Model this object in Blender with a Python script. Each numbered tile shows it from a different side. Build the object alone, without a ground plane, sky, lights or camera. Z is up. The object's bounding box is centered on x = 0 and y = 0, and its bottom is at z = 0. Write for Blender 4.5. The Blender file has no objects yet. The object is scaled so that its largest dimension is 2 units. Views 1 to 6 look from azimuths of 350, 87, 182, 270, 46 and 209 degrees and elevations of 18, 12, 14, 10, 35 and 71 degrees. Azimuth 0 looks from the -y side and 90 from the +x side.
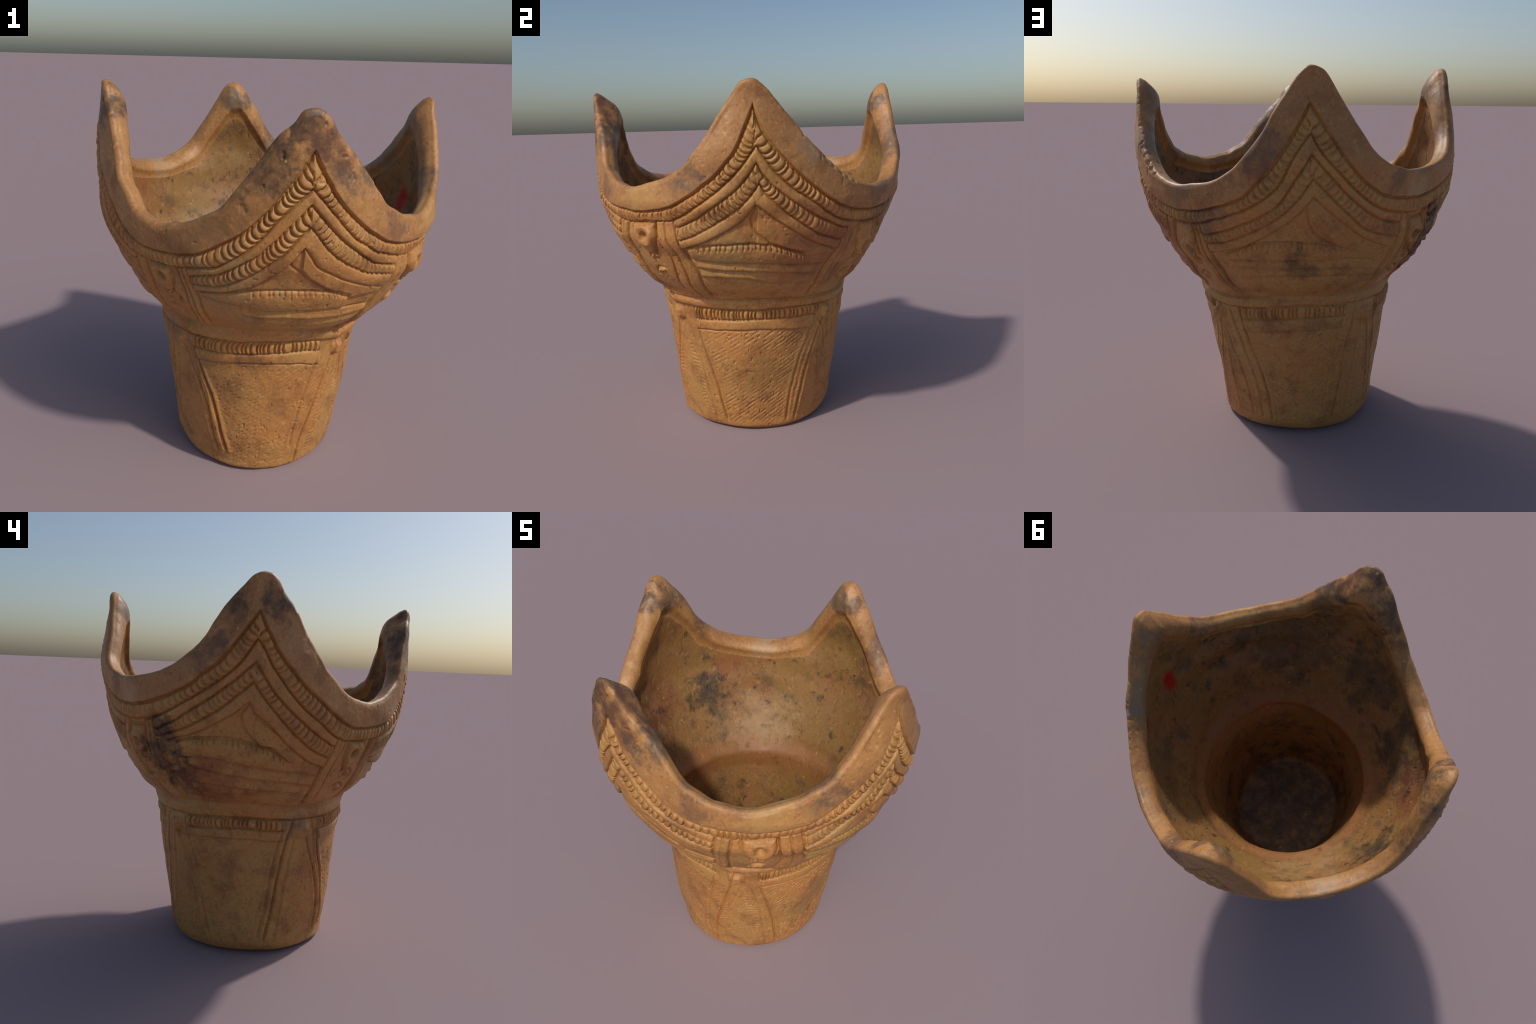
"""A low-fired clay vessel: tapered foot, flaring bowl, four pointed rim peaks,
with nail-marked coils, ridges, corner pillars and incised lines.
The wall is one continuous surface (profile rings + relief rules), then split by region into parts."""
import bpy
import numpy as np
from math import radians

SEED = 7
COLS = 1680          # columns round the vessel
ROWS = 500           # rows on the outer wall
rng = np.random.default_rng(SEED)

# ------------------------------------------------------------------ helpers
def pchip(xk, yk, x):
    """Monotone cubic through the knots (xk increasing); linear hold outside."""
    xk = np.asarray(xk, float); yk = np.asarray(yk, float)
    h = np.diff(xk); d = np.diff(yk) / h
    m = np.zeros_like(yk)
    if len(xk) > 2:
        same = d[:-1] * d[1:] > 0
        w1 = 2 * h[1:] + h[:-1]; w2 = h[1:] + 2 * h[:-1]
        with np.errstate(divide='ignore', invalid='ignore'):
            hm = (w1 + w2) / (w1 / d[:-1] + w2 / d[1:])
        m[1:-1] = np.where(same, hm, 0)
    m[0], m[-1] = d[0], d[-1]
    x = np.clip(x, xk[0], xk[-1])
    i = np.clip(np.searchsorted(xk, x) - 1, 0, len(xk) - 2)
    t = (x - xk[i]) / h[i]
    return ((1 + 2 * t) * (1 - t) ** 2 * yk[i] + t * (1 - t) ** 2 * h[i] * m[i]
            + t * t * (3 - 2 * t) * yk[i + 1] + t * t * (t - 1) * h[i] * m[i + 1])


def smooth(a, b, x):
    t = np.clip((x - a) / (b - a), 0, 1)
    return t * t * (3 - 2 * t)


def gauss(d, w):
    return np.exp(-(d / w) ** 2)


def wrap(deg):
    return (deg + 180.0) % 360.0 - 180.0


def hash3(ix, iy, iz, seed):
    n = (ix * 374761393 + iy * 668265263 + iz * 2147483647 + seed * 974711) & 0xFFFFFFFF
    n = ((n ^ (n >> 13)) * 1274126177) & 0xFFFFFFFF
    n = n ^ (n >> 16)
    return (n & 0xFFFF) / 32767.5 - 1.0


def noise(P, scale, seed):
    """Smooth value noise in [-1, 1] at points P (..., 3)."""
    q = P / scale
    i = np.floor(q).astype(np.int64); f = q - i
    f = f * f * (3 - 2 * f)
    out = 0
    for dx in (0, 1):
        wx = f[..., 0] if dx else 1 - f[..., 0]
        for dy in (0, 1):
            wy = f[..., 1] if dy else 1 - f[..., 1]
            for dz in (0, 1):
                wz = f[..., 2] if dz else 1 - f[..., 2]
                out = out + wx * wy * wz * hash3(i[..., 0] + dx, i[..., 1] + dy, i[..., 2] + dz, seed)
    return out

# ------------------------------------------------------------------ overall form
# height, mean radius, axis shift (x, y), ovality (cos, sin), three-lobe (cos, sin), squareness (cos, sin)
RINGS = [
    (0.000, 0.411, -0.040, -0.018, -0.007, 0.007, 0.006, 0.010, -0.004, 0.002),
    (0.030, 0.447, -0.042, -0.011, -0.007, 0.004, 0.002, 0.004, -0.004, 0.000),
    (0.080, 0.459, -0.049, -0.005, -0.007, -0.000, -0.002, 0.001, -0.003, -0.000),
    (0.250, 0.483, -0.048, -0.007, -0.008, 0.002, -0.003, 0.000, -0.008, 0.001),
    (0.500, 0.517, -0.036, 0.002, -0.004, 0.000, -0.002, -0.001, -0.001, -0.000),
    (0.750, 0.544, -0.035, 0.004, -0.004, 0.006, -0.005, 0.003, -0.008, 0.001),
    (0.830, 0.556, -0.018, 0.003, -0.000, 0.001, -0.006, -0.001, -0.008, 0.003),
    (0.860, 0.569, -0.010, 0.008, 0.002, -0.003, -0.005, -0.002, -0.004, 0.003),
    (0.920, 0.641, -0.003, 0.002, 0.001, -0.008, -0.004, -0.004, -0.001, 0.001),
    (1.000, 0.701, -0.009, -0.008, 0.003, -0.013, -0.003, -0.000, -0.001, -0.001),
    (1.100, 0.758, -0.011, -0.004, 0.002, -0.013, -0.002, 0.005, -0.008, -0.002),
    (1.200, 0.803, -0.010, -0.009, 0.002, -0.019, -0.002, -0.004, -0.008, -0.002),
    (1.300, 0.831, -0.014, -0.005, -0.001, -0.008, -0.005, -0.001, 0.003, -0.000),
    (1.400, 0.855, -0.002, -0.004, 0.004, -0.010, -0.008, 0.002, 0.007, -0.003),
    (1.550, 0.856, -0.003, 0.008, -0.000, -0.016, 0.004, 0.008, 0.019, -0.003),
    (1.750, 0.796, -0.010, -0.003, 0.005, -0.022, 0.018, 0.009, 0.073, 0.001),
    (1.880, 0.746, -0.018, -0.020, 0.003, -0.022, 0.028, 0.003, 0.108, 0.008),
    (2.010, 0.703, -0.013, -0.034, 0.009, -0.025, 0.040, -0.002, 0.146, 0.011),
]
_R = np.array(RINGS)


def outer_radius(theta, z, square=1.0):
    c = [pchip(_R[:, 0], _R[:, k], z) for k in range(1, 10)]
    r = c[0] + 0
    for k in range(1, 5):
        w = square if k == 4 else 1.0
        r = r + w * (c[2 * k - 1] * np.cos(k * theta) + c[2 * k] * np.sin(k * theta))
    for sd, sz, dr, wd, wz in SWELLS:
        r = r + dr * np.exp(-(wrap(np.degrees(theta) - sd) / wd) ** 2 - ((z - sz) / wz) ** 2)
    return r

# rim edge height round the vessel (degrees, height): four peaks, four dips
RIM = [(0, 1.937), (3, 1.913), (6, 1.863), (9, 1.809), (13, 1.742), (17, 1.675), (22, 1.610), (27, 1.543),
       (34, 1.483), (40, 1.449), (49, 1.428), (60, 1.449), (66, 1.470), (72, 1.523), (78, 1.616), (82, 1.698),
       (85, 1.778), (89, 1.862), (92, 1.926), (95.5, 1.966), (98.5, 1.952), (101, 1.915), (104, 1.852), (107, 1.788),
       (111, 1.700), (115, 1.615), (119, 1.570), (123, 1.541), (131, 1.516), (138, 1.520), (147, 1.542), (154, 1.577),
       (160, 1.640), (165, 1.715), (169, 1.812), (172, 1.872), (177, 1.950), (180, 1.992), (182, 2.000), (184, 1.996),
       (186, 1.980), (188, 1.932), (193, 1.841), (196, 1.764), (201, 1.659), (204, 1.589), (209, 1.528), (214, 1.466),
       (219, 1.441), (224, 1.430), (231, 1.443), (241, 1.500), (246, 1.541), (250, 1.610), (258, 1.762), (262, 1.841),
       (265, 1.880), (268, 1.936), (271, 1.943), (274, 1.916), (277, 1.849), (281, 1.788), (286, 1.712), (291, 1.622),
       (295, 1.550), (299, 1.515), (304, 1.481), (315, 1.459), (324, 1.485), (332, 1.519), (337, 1.556), (342, 1.632),
       (346, 1.702), (350, 1.789), (354, 1.872), (357, 1.930)]
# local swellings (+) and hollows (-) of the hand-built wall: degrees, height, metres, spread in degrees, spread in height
SWELLS = [(350, .35, .016, 17, .35), (220, 1.17, -.018, 17, .14), (3, 1.10, .014, 20, .08), (18, 1.25, .010, 10, .08), (183, 1.60, .006, 12, .15), (318, 1.20, -.004, 14, .14), (48, 1.13, .010, 11, .11), (137, 1.18, .009, 11, .11), (197, 1.58, .009, 9, .14), (8, 1.26, .010, 14, .09), (22, 1.22, .008, 13, .10), (56, 1.03, .009, 14, .10), (90, 1.16, .007, 13, .12)]
PEAKS = [0.5, 95.8, 181.2, 270.6]

# ------------------------------------------------------------------ ornament, as curves on the wall (degrees, height)
RIM_EDGE = [   # lower edge of the smooth rim, peak to peak
    [(0, 1.83), (2, 1.75), (3.6, 1.70), (12, 1.55), (20, 1.45), (24, 1.41), (34, 1.34), (40.3, 1.32), (47, 1.312),
     (55.6, 1.32), (63, 1.34), (75.5, 1.41), (79, 1.46), (85.6, 1.57), (91, 1.70), (95.3, 1.82)],
    [(95.3, 1.82), (99, 1.74), (107.5, 1.56), (110.6, 1.51), (114, 1.47), (121.6, 1.41), (126.3, 1.395), (134, 1.39),
     (141, 1.40), (147.4, 1.42), (160.3, 1.50), (164.6, 1.55), (170.4, 1.62), (173, 1.67), (178.4, 1.78), (181.3, 1.84)],
    [(181.3, 1.84), (185, 1.73), (187.4, 1.67), (194, 1.55), (200, 1.47), (208, 1.38), (213, 1.34), (219, 1.313),
     (224, 1.31), (237, 1.33), (242, 1.36), (250.5, 1.43), (256.7, 1.51), (264.4, 1.65), (269, 1.75), (270.6, 1.79)],
    [(270.6, 1.79), (273, 1.72), (279, 1.58), (285.4, 1.49), (293, 1.41), (298, 1.38), (305, 1.36), (318, 1.35),
     (326, 1.36), (332.3, 1.38), (343, 1.47), (347.4, 1.52), (351.3, 1.58), (354, 1.63), (357.5, 1.74), (360, 1.83)],
]
COIL_EDGE = [  # lower edge of the first nail-marked coil, peak to peak
    [(0.7, 1.65), (2.4, 1.61), (7.5, 1.51), (14, 1.43), (17.3, 1.40), (31.7, 1.28), (38, 1.26), (46.5, 1.245),
     (52, 1.247), (56.4, 1.255), (63.6, 1.28), (75, 1.34), (80, 1.38), (86.5, 1.46), (91.4, 1.60), (95.7, 1.69)],
    [(95.7, 1.69), (97, 1.65), (105.7, 1.50), (113.6, 1.40), (121, 1.34), (135.5, 1.31), (142.4, 1.32), (148, 1.34),
     (158, 1.41), (166, 1.48), (172.3, 1.55), (175.4, 1.59), (181, 1.71)],
    [(181, 1.71), (183, 1.67), (185.5, 1.60), (197.5, 1.39), (201, 1.355), (210, 1.27), (216, 1.245), (227, 1.242),
     (235, 1.258), (243.5, 1.28), (250, 1.33), (257, 1.42), (262, 1.51), (270.6, 1.64)],
    [(270.6, 1.64), (278.5, 1.51), (285, 1.41), (288.6, 1.38), (292, 1.35), (298, 1.32), (305, 1.29), (311.3, 1.28),
     (320, 1.295), (329.6, 1.30), (334, 1.32), (342.4, 1.39), (351.6, 1.49), (354.4, 1.53), (360.7, 1.65)],
]
# one decorated face per peak: curves relative to its apex, left arm then right arm
FACES = [
    dict(apex=0.5,
         e2=([(-27, 1.27), (-18.7, 1.33), (-9.5, 1.42), (-4, 1.49), (0, 1.575)], [(0, 1.575), (2.4, 1.51), (16, 1.35), (25, 1.28), (33.5, 1.23)]),
         e3=([(-27, 1.205), (-22, 1.23), (-11.6, 1.31), (-4, 1.39), (0.8, 1.48)], [(0.8, 1.48), (3, 1.43), (14, 1.29), (22, 1.22), (32, 1.17)]),
         e4=([(-27, 1.16), (-18, 1.20), (-13.7, 1.23), (-4.5, 1.31), (-0.5, 1.38)], [(-0.5, 1.38), (3, 1.34), (14, 1.23), (20, 1.18), (31, 1.12)]),
         lens_top=[(-26, 1.165), (-17, 1.175), (-2, 1.18), (4, 1.17), (10, 1.15), (19, 1.10)],
         lines=[[(-26, 1.10), (-14, 1.08), (0, 1.075), (10, 1.06), (30, 1.03)], [(-24, 1.045), (-14, 1.03), (0, 1.02), (28, 0.98)],
                [(-24, 0.99), (-5, 0.98), (6, 0.95), (28, 0.92)]],
         leaf=[(-0.5, 1.38), (-2.2, 1.31), (-1.8, 1.27), (0, 1.23), (4, 1.18), (10, 1.145), (18, 1.115)], ticks=(-22, 17)),
    dict(apex=95.5,
         e2=([(-36, 1.20), (-30, 1.22), (-17, 1.30), (-10, 1.36), (-3.5, 1.50), (0.5, 1.60)], [(0.5, 1.60), (6, 1.51), (17, 1.36), (25.6, 1.29), (31, 1.27)]),
         e3=([(-34, 1.155), (-29, 1.17), (-16, 1.25), (-8.4, 1.32), (-2.6, 1.41), (1.2, 1.49)], [(1.2, 1.49), (12, 1.34), (18.5, 1.26), (23, 1.23), (31, 1.20)]),
         e4=([(-33, 1.11), (-22.3, 1.15), (-12, 1.23), (-3, 1.33), (1.8, 1.41)], [(1.8, 1.41), (7, 1.34), (15, 1.25), (20.3, 1.20), (31, 1.14)]),
         lens_top=[(-31, 1.10), (-25, 1.13), (-18, 1.17), (-6, 1.19), (4, 1.18), (15, 1.14)],
         lines=[[(-30, 1.07), (-16, 1.075), (0, 1.085), (18, 1.09), (28, 1.07)], [(-29, 1.03), (-12, 1.03), (8, 1.04), (30, 1.01)],
                [(-27, 0.97), (-6, 0.99), (9, 0.99), (31, 0.97)]],
         leaf=[(-0.5, 1.36), (0.5, 1.29), (2, 1.24), (6, 1.20), (10, 1.17), (15, 1.145)], ticks=(-26, 13)),
    dict(apex=181.0,
         e2=([(-34, 1.275), (-27, 1.32), (-16, 1.42), (-8.6, 1.50), (-0.2, 1.61)], [(-0.2, 1.61), (1.3, 1.57), (6, 1.47), (12, 1.38), (19, 1.30), (28, 1.225)]),
         e3=([(-33, 1.245), (-23.4, 1.29), (-11, 1.39), (-4.7, 1.47), (-0.8, 1.52)], [(-0.8, 1.52), (3, 1.44), (12.5, 1.29), (20, 1.21), (27, 1.165)]),
         e4=([(-31, 1.22), (-21.6, 1.26), (-16.4, 1.29), (-8, 1.36), (-1.8, 1.43)], [(-1.8, 1.43), (0, 1.38), (4, 1.33), (12, 1.22), (21, 1.14), (27, 1.11)]),
         lens_top=[(-28, 1.22), (-20, 1.245), (-10, 1.25), (0, 1.23), (6, 1.20), (13, 1.14)],
         lines=[[(-27, 1.14), (-14, 1.145), (-6, 1.12), (5, 1.10), (26, 1.06)], [(-24, 1.09), (-15, 1.07), (0, 1.04), (10, 1.03), (26, 1.00)],
                [(-26, 1.00), (-5, 0.985), (20, 0.96)]],
         leaf=[(-2, 1.42), (-4.4, 1.37), (-3.8, 1.32), (-1, 1.26), (2, 1.22), (7, 1.20)], ticks=(-18, 11)),
    dict(apex=270.5,
         e2=([(-36, 1.21), (-24, 1.26), (-17, 1.32), (-14, 1.35), (-6, 1.47), (0, 1.575)], [(0, 1.575), (9, 1.43), (16, 1.35), (24.4, 1.28), (33, 1.25)]),
         e3=([(-36, 1.17), (-28, 1.18), (-15, 1.26), (-8, 1.34), (-3, 1.43), (0.3, 1.48)], [(0.3, 1.48), (6.5, 1.37), (13, 1.30), (22, 1.24), (32.4, 1.21)]),
         e4=([(-36, 1.13), (-24, 1.155), (-14.5, 1.20), (-10.4, 1.24), (-5, 1.31), (-1, 1.39)], [(-1, 1.39), (1, 1.35), (3.5, 1.30), (7, 1.27), (16.5, 1.20), (31, 1.14)]),
         lens_top=[(-35, 1.13), (-20, 1.16), (-10, 1.175), (0, 1.17), (9, 1.16), (18, 1.13)],
         lines=[[(-35, 1.12), (-30, 1.10), (-20, 1.075), (-6, 1.05), (3, 1.05), (18, 1.05), (33, 1.03)], [(-20, 1.01), (-4, 1.00), (14, 0.99), (32, 0.995)],
                [(-20, 0.97), (-10, 0.96), (5, 0.94), (27, 0.94)]],
         leaf=[(-4.5, 1.31), (-1.5, 1.275), (1.5, 1.23), (5.5, 1.19), (11, 1.15), (17, 1.12)], ticks=(-16, 15)),
]
# corner pillars between the faces: (height, degrees) of the outer edges and of the two inner grooves on each side
PILLARS = [
    dict(left=[(0.83, 30), (0.95, 30), (1.11, 33), (1.26, 38)], g_left=[(0.83, 36), (0.95, 38), (1.11, 38.5), (1.26, 43)],
         g_right=[(0.83, 60), (0.94, 56.5), (1.10, 54), (1.26, 53)], right=[(0.83, 66), (0.92, 62), (1.08, 59.5), (1.26, 57)],
         boss=(48.3, 1.035, 1.240, 0.062), eye=(49.3, 1.108)),
    dict(left=[(0.86, 129), (1.1, 128.5), (1.3, 129)], g_left=[(0.86, 136), (1.0, 134.5), (1.1, 133), (1.3, 132)],
         g_right=[(0.86, 146), (1.0, 144), (1.15, 142), (1.32, 141)], right=[(0.86, 149), (1.04, 148), (1.15, 146.5), (1.32, 145)],
         boss=(137.0, 1.09, 1.285, 0.052), eye=(137, 1.20)),
    dict(left=[(0.88, 206), (1.04, 207.5), (1.13, 209), (1.26, 211)], g_left=[(0.88, 211.5), (1.02, 212), (1.12, 213.5), (1.26, 216)],
         g_right=[(0.88, 228), (0.98, 230), (1.24, 230)], right=[(0.88, 235), (1.07, 235), (1.24, 234)],
         boss=(222.0, 1.075, 1.238, 0.060), eye=(221.8, 1.180)),
    dict(left=[(0.83, 298), (0.95, 299.5), (1.1, 301.5), (1.29, 304)], g_left=[(0.95, 305), (1.1, 307), (1.3, 309.5)],
         g_right=[(0.84, 322), (0.93, 323.5), (1.1, 326), (1.2, 324.3), (1.3, 323.7)], right=[(0.85, 335), (1.0, 336), (1.11, 334), (1.29, 331.5)],
         boss=(317.9, 1.110, 1.285, 0.082), eye=(318.2, 1.218)),
]
NECK_TOP = [(-57, .822), (0, .832), (29, .82), (45, .82), (66, .83), (95, .858), (120, .848), (155, .88), (180, .888), (210, .868), (235, .88), (262, .885), (286, .86), (303, .822), (360, .832)]
NECK_LOW = [(-57, .78), (0, .77), (29, .775), (45, .765), (66, .77), (95, .80), (120, .793), (155, .80), (180, .81), (210, .80), (235, .80), (262, .81), (286, .80), (303, .78), (360, .77)]
CORD_LOW = [(-57, .69), (0, .71), (38, .71), (64, .70), (95, .726), (119, .73), (144, .73), (175, .75), (197, .74), (222, .73), (255, .742), (275, .748), (290, .73), (303, .69), (360, .71)]
BAR_LOW = [(-57, .63), (0, .648), (38, .63), (64, .63), (95, .652), (119, .66), (144, .68), (175, .69), (197, .68), (222, .665), (255, .688), (275, .68), (290, .65), (303, .63), (360, .648)]
FOOT_FACES = [(317.6, 39), (61.5, 123), (144, 200), (220.5, 292)]     # where the foot's cord and bar start and stop
# near-vertical incised lines on the foot: points (height, degrees), depth
FOOT_LINES = [
    ([(.75, 318), (.60, 320), (.45, 324.5), (.28, 329), (.18, 330.5), (.05, 333.5)], 1.2), ([(.76, 309.5), (.60, 313), (.45, 317.5), (.23, 321.5), (.03, 324)], .7),
    ([(.74, 308), (.63, 309)], .6), ([(.76, 40), (.57, 35), (.47, 30.5), (.32, 27), (.17, 24), (.04, 23)], .7),
    ([(.75, 47), (.54, 41), (.37, 36), (.24, 33.5), (.04, 30)], 1.2),
    ([(.77, 302.5), (.65, 300.5), (.52, 296), (.41, 292), (.27, 287), (.14, 284), (.02, 282)], 1.1), ([(.70, 290.5), (.59, 287), (.45, 283), (.31, 280), (.14, 277.5)], .6),
    ([(.62, 306), (.40, 297), (.05, 290)], .4),
    ([(.74, 213), (.66, 215), (.55, 220), (.44, 225), (.34, 228), (.21, 230), (.08, 232.5)], 1.4), ([(.73, 220.5), (.58, 225), (.47, 229.5), (.35, 232.5), (.23, 235), (.10, 238)], 1.8),
    ([(.77, 60.5), (.62, 64), (.52, 67), (.42, 71.5), (.30, 75), (.21, 77), (.07, 79)], 1.2), ([(.74, 54), (.61, 58), (.49, 62), (.38, 66.5), (.24, 70), (.08, 72)], .8),
    ([(.67, 41), (.59, 48), (.50, 51), (.41, 56), (.30, 60), (.08, 64)], .7), ([(.66, 44), (.40, 47), (.10, 50)], .5),
    ([(.78, 128.5), (.67, 127), (.57, 125), (.44, 124), (.29, 122.5), (.08, 120)], 1.1), ([(.73, 120.5), (.60, 118), (.45, 116), (.29, 114.5), (.10, 113)], .6),
    ([(.76, 134), (.60, 133), (.3, 130), (.08, 129)], .6),
    ([(.78, 143.5), (.67, 145), (.51, 149), (.36, 151.5), (.22, 154), (.08, 157)], .8), ([(.76, 136), (.61, 140), (.42, 145), (.27, 148), (.10, 151)], .7),
    ([(.80, 199), (.69, 197.5), (.60, 195.5), (.48, 193.5), (.33, 192), (.10, 188)], .7), ([(.79, 204), (.67, 201), (.53, 198.5), (.41, 197), (.25, 195), (.08, 192)], 1.2),
    ([(.72, 206.5), (.50, 203), (.30, 201), (.10, 199)], .5),
    ([(.79, 216), (.59, 221.5), (.43, 224), (.31, 227), (.08, 231)], .5),
]
KNOBS = [(304.5, .715, .05, .045), (45.5, .715, .04, .045), (135, .72, .05, .045), (209.5, .735, .06, .055)]

# ------------------------------------------------------------------ the grid
deg = np.arange(COLS) * 360.0 / COLS
th = np.radians(deg)


def around(points):
    """Height of a closed curve at every column, knots given from about -60 to 360 degrees or 0 to 360."""
    x = np.array([p[0] for p in points], float); y = np.array([p[1] for p in points], float)
    x3 = np.concatenate([x - 360, x, x + 360]); y3 = np.tile(y, 3)
    o = np.argsort(x3); x3, y3 = x3[o], y3[o]
    keep = np.r_[True, np.diff(x3) > 1e-6]
    return pchip(x3[keep], y3[keep], deg)


def arcs(list_of_arcs):
    z = np.zeros(COLS)
    for a in list_of_arcs:
        x0, x1 = a[0][0], a[-1][0]
        d = (deg - x0) % 360
        m = d <= (x1 - x0)
        z[m] = pchip([p[0] - x0 for p in a], [p[1] for p in a], d[m])
    return z


H = around(RIM)
# small handmade waver of the edge
ring3 = np.stack([np.cos(th), np.sin(th), 0 * th], 1)
H = H + 0.003 * noise(ring3 * 1.0, 0.09, 3)
seg = 2 * np.pi * 0.85 / COLS
slopeH = np.abs((np.roll(H, -4) - np.roll(H, 4)) / (8 * seg))
kern = np.exp(-np.linspace(-2.2, 2.2, 41) ** 2); kern /= kern.sum()
slopeH = np.convolve(np.r_[slopeH[-20:], slopeH, slopeH[:20]], kern, 'valid')
K = np.minimum(np.sqrt(1 + slopeH ** 2), 1.75)        # stretch of upright sizes where the edge climbs

v = np.linspace(0, 1, ROWS)
z_out = v[:, None] * (H - 0.019 * K)[None, :]
T = np.broadcast_to(th, z_out.shape)
D = np.broadcast_to(deg, z_out.shape)
r_out = outer_radius(T, z_out) - 0.006

# ------------------------------------------------------------------ relief on the outer wall
Z = z_out
P0 = np.stack([r_out * np.cos(T), r_out * np.sin(T), Z], -1)
n_big = noise(P0, 0.16, 11); n_mid = noise(P0, 0.05, 12); n_small = noise(P0, 0.018, 13); n_fine = noise(P0, 0.008, 14)
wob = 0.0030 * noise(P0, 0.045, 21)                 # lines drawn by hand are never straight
Zw = Z + wob
Dw = D + np.degrees((0.0016 + 0.0018 * smooth(0.75, 0.9, Z)) * noise(P0, 0.06, 22) / r_out)

L0 = arcs(RIM_EDGE); L1 = arcs(COIL_EDGE)
NEVER = -9.0
L2 = np.full(COLS, NEVER); L3 = L2.copy(); L4 = L2.copy()
apex_of = np.zeros(COLS); side = np.zeros(COLS)
face_id = np.argmin(np.abs(wrap(deg[:, None] - np.array([f['apex'] for f in FACES])[None, :])), 1)
for i, f in enumerate(FACES):
    u = wrap(deg - f['apex']); m = np.abs(u) < 50
    for name, L in (('e2', L2), ('e3', L3), ('e4', L4)):
        l, r = f[name]
        c = l[-1][0]
        zl = pchip([p[0] for p in l], [p[1] for p in l], u); zr = pchip([p[0] for p in r], [p[1] for p in r], u)
        L[m] = np.where(u < c, zl, zr)[m]
apexes = np.array([f['apex'] for f in FACES])
u_face = wrap(deg - apexes[face_id])
side = np.sign(u_face)


def cosine(L):
    s = (np.roll(L, -3) - np.roll(L, 3)) / (6 * seg)
    return 1 / np.sqrt(1 + s * s)


def above(L, c=None):
    """Distance above the curve, measured square to it."""
    return (Zw - L[None, :]) * (cosine(L) if c is None else c)[None, :]


def along(L):
    """Arc length from the nearest apex along a band."""
    dz = np.gradient(np.where(np.abs(np.gradient(L)) > 0.05, 0, L))
    ds = np.sqrt(seg ** 2 + dz ** 2)
    S = np.zeros(COLS)
    for a in range(4):
        m = face_id == a
        idx = np.where(m)[0]
        idx = idx[np.argsort(u_face[idx])]
        c = np.cumsum(ds[idx]); S[idx] = c - np.interp(0, u_face[idx], c)
    return S


h = np.zeros_like(Z)
d0, d1, d2, d3, d4 = [above(L) for L in (L0, L1, L2, L3, L4)]

# pillar zone as a mask
pill = np.zeros_like(Z); pill_id = np.full(Z.shape, -1, np.int8)
pill_groove = np.zeros_like(Z)


def at_height(points):
    return pchip([p[0] for p in points], [p[1] for p in points], Z)


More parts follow.
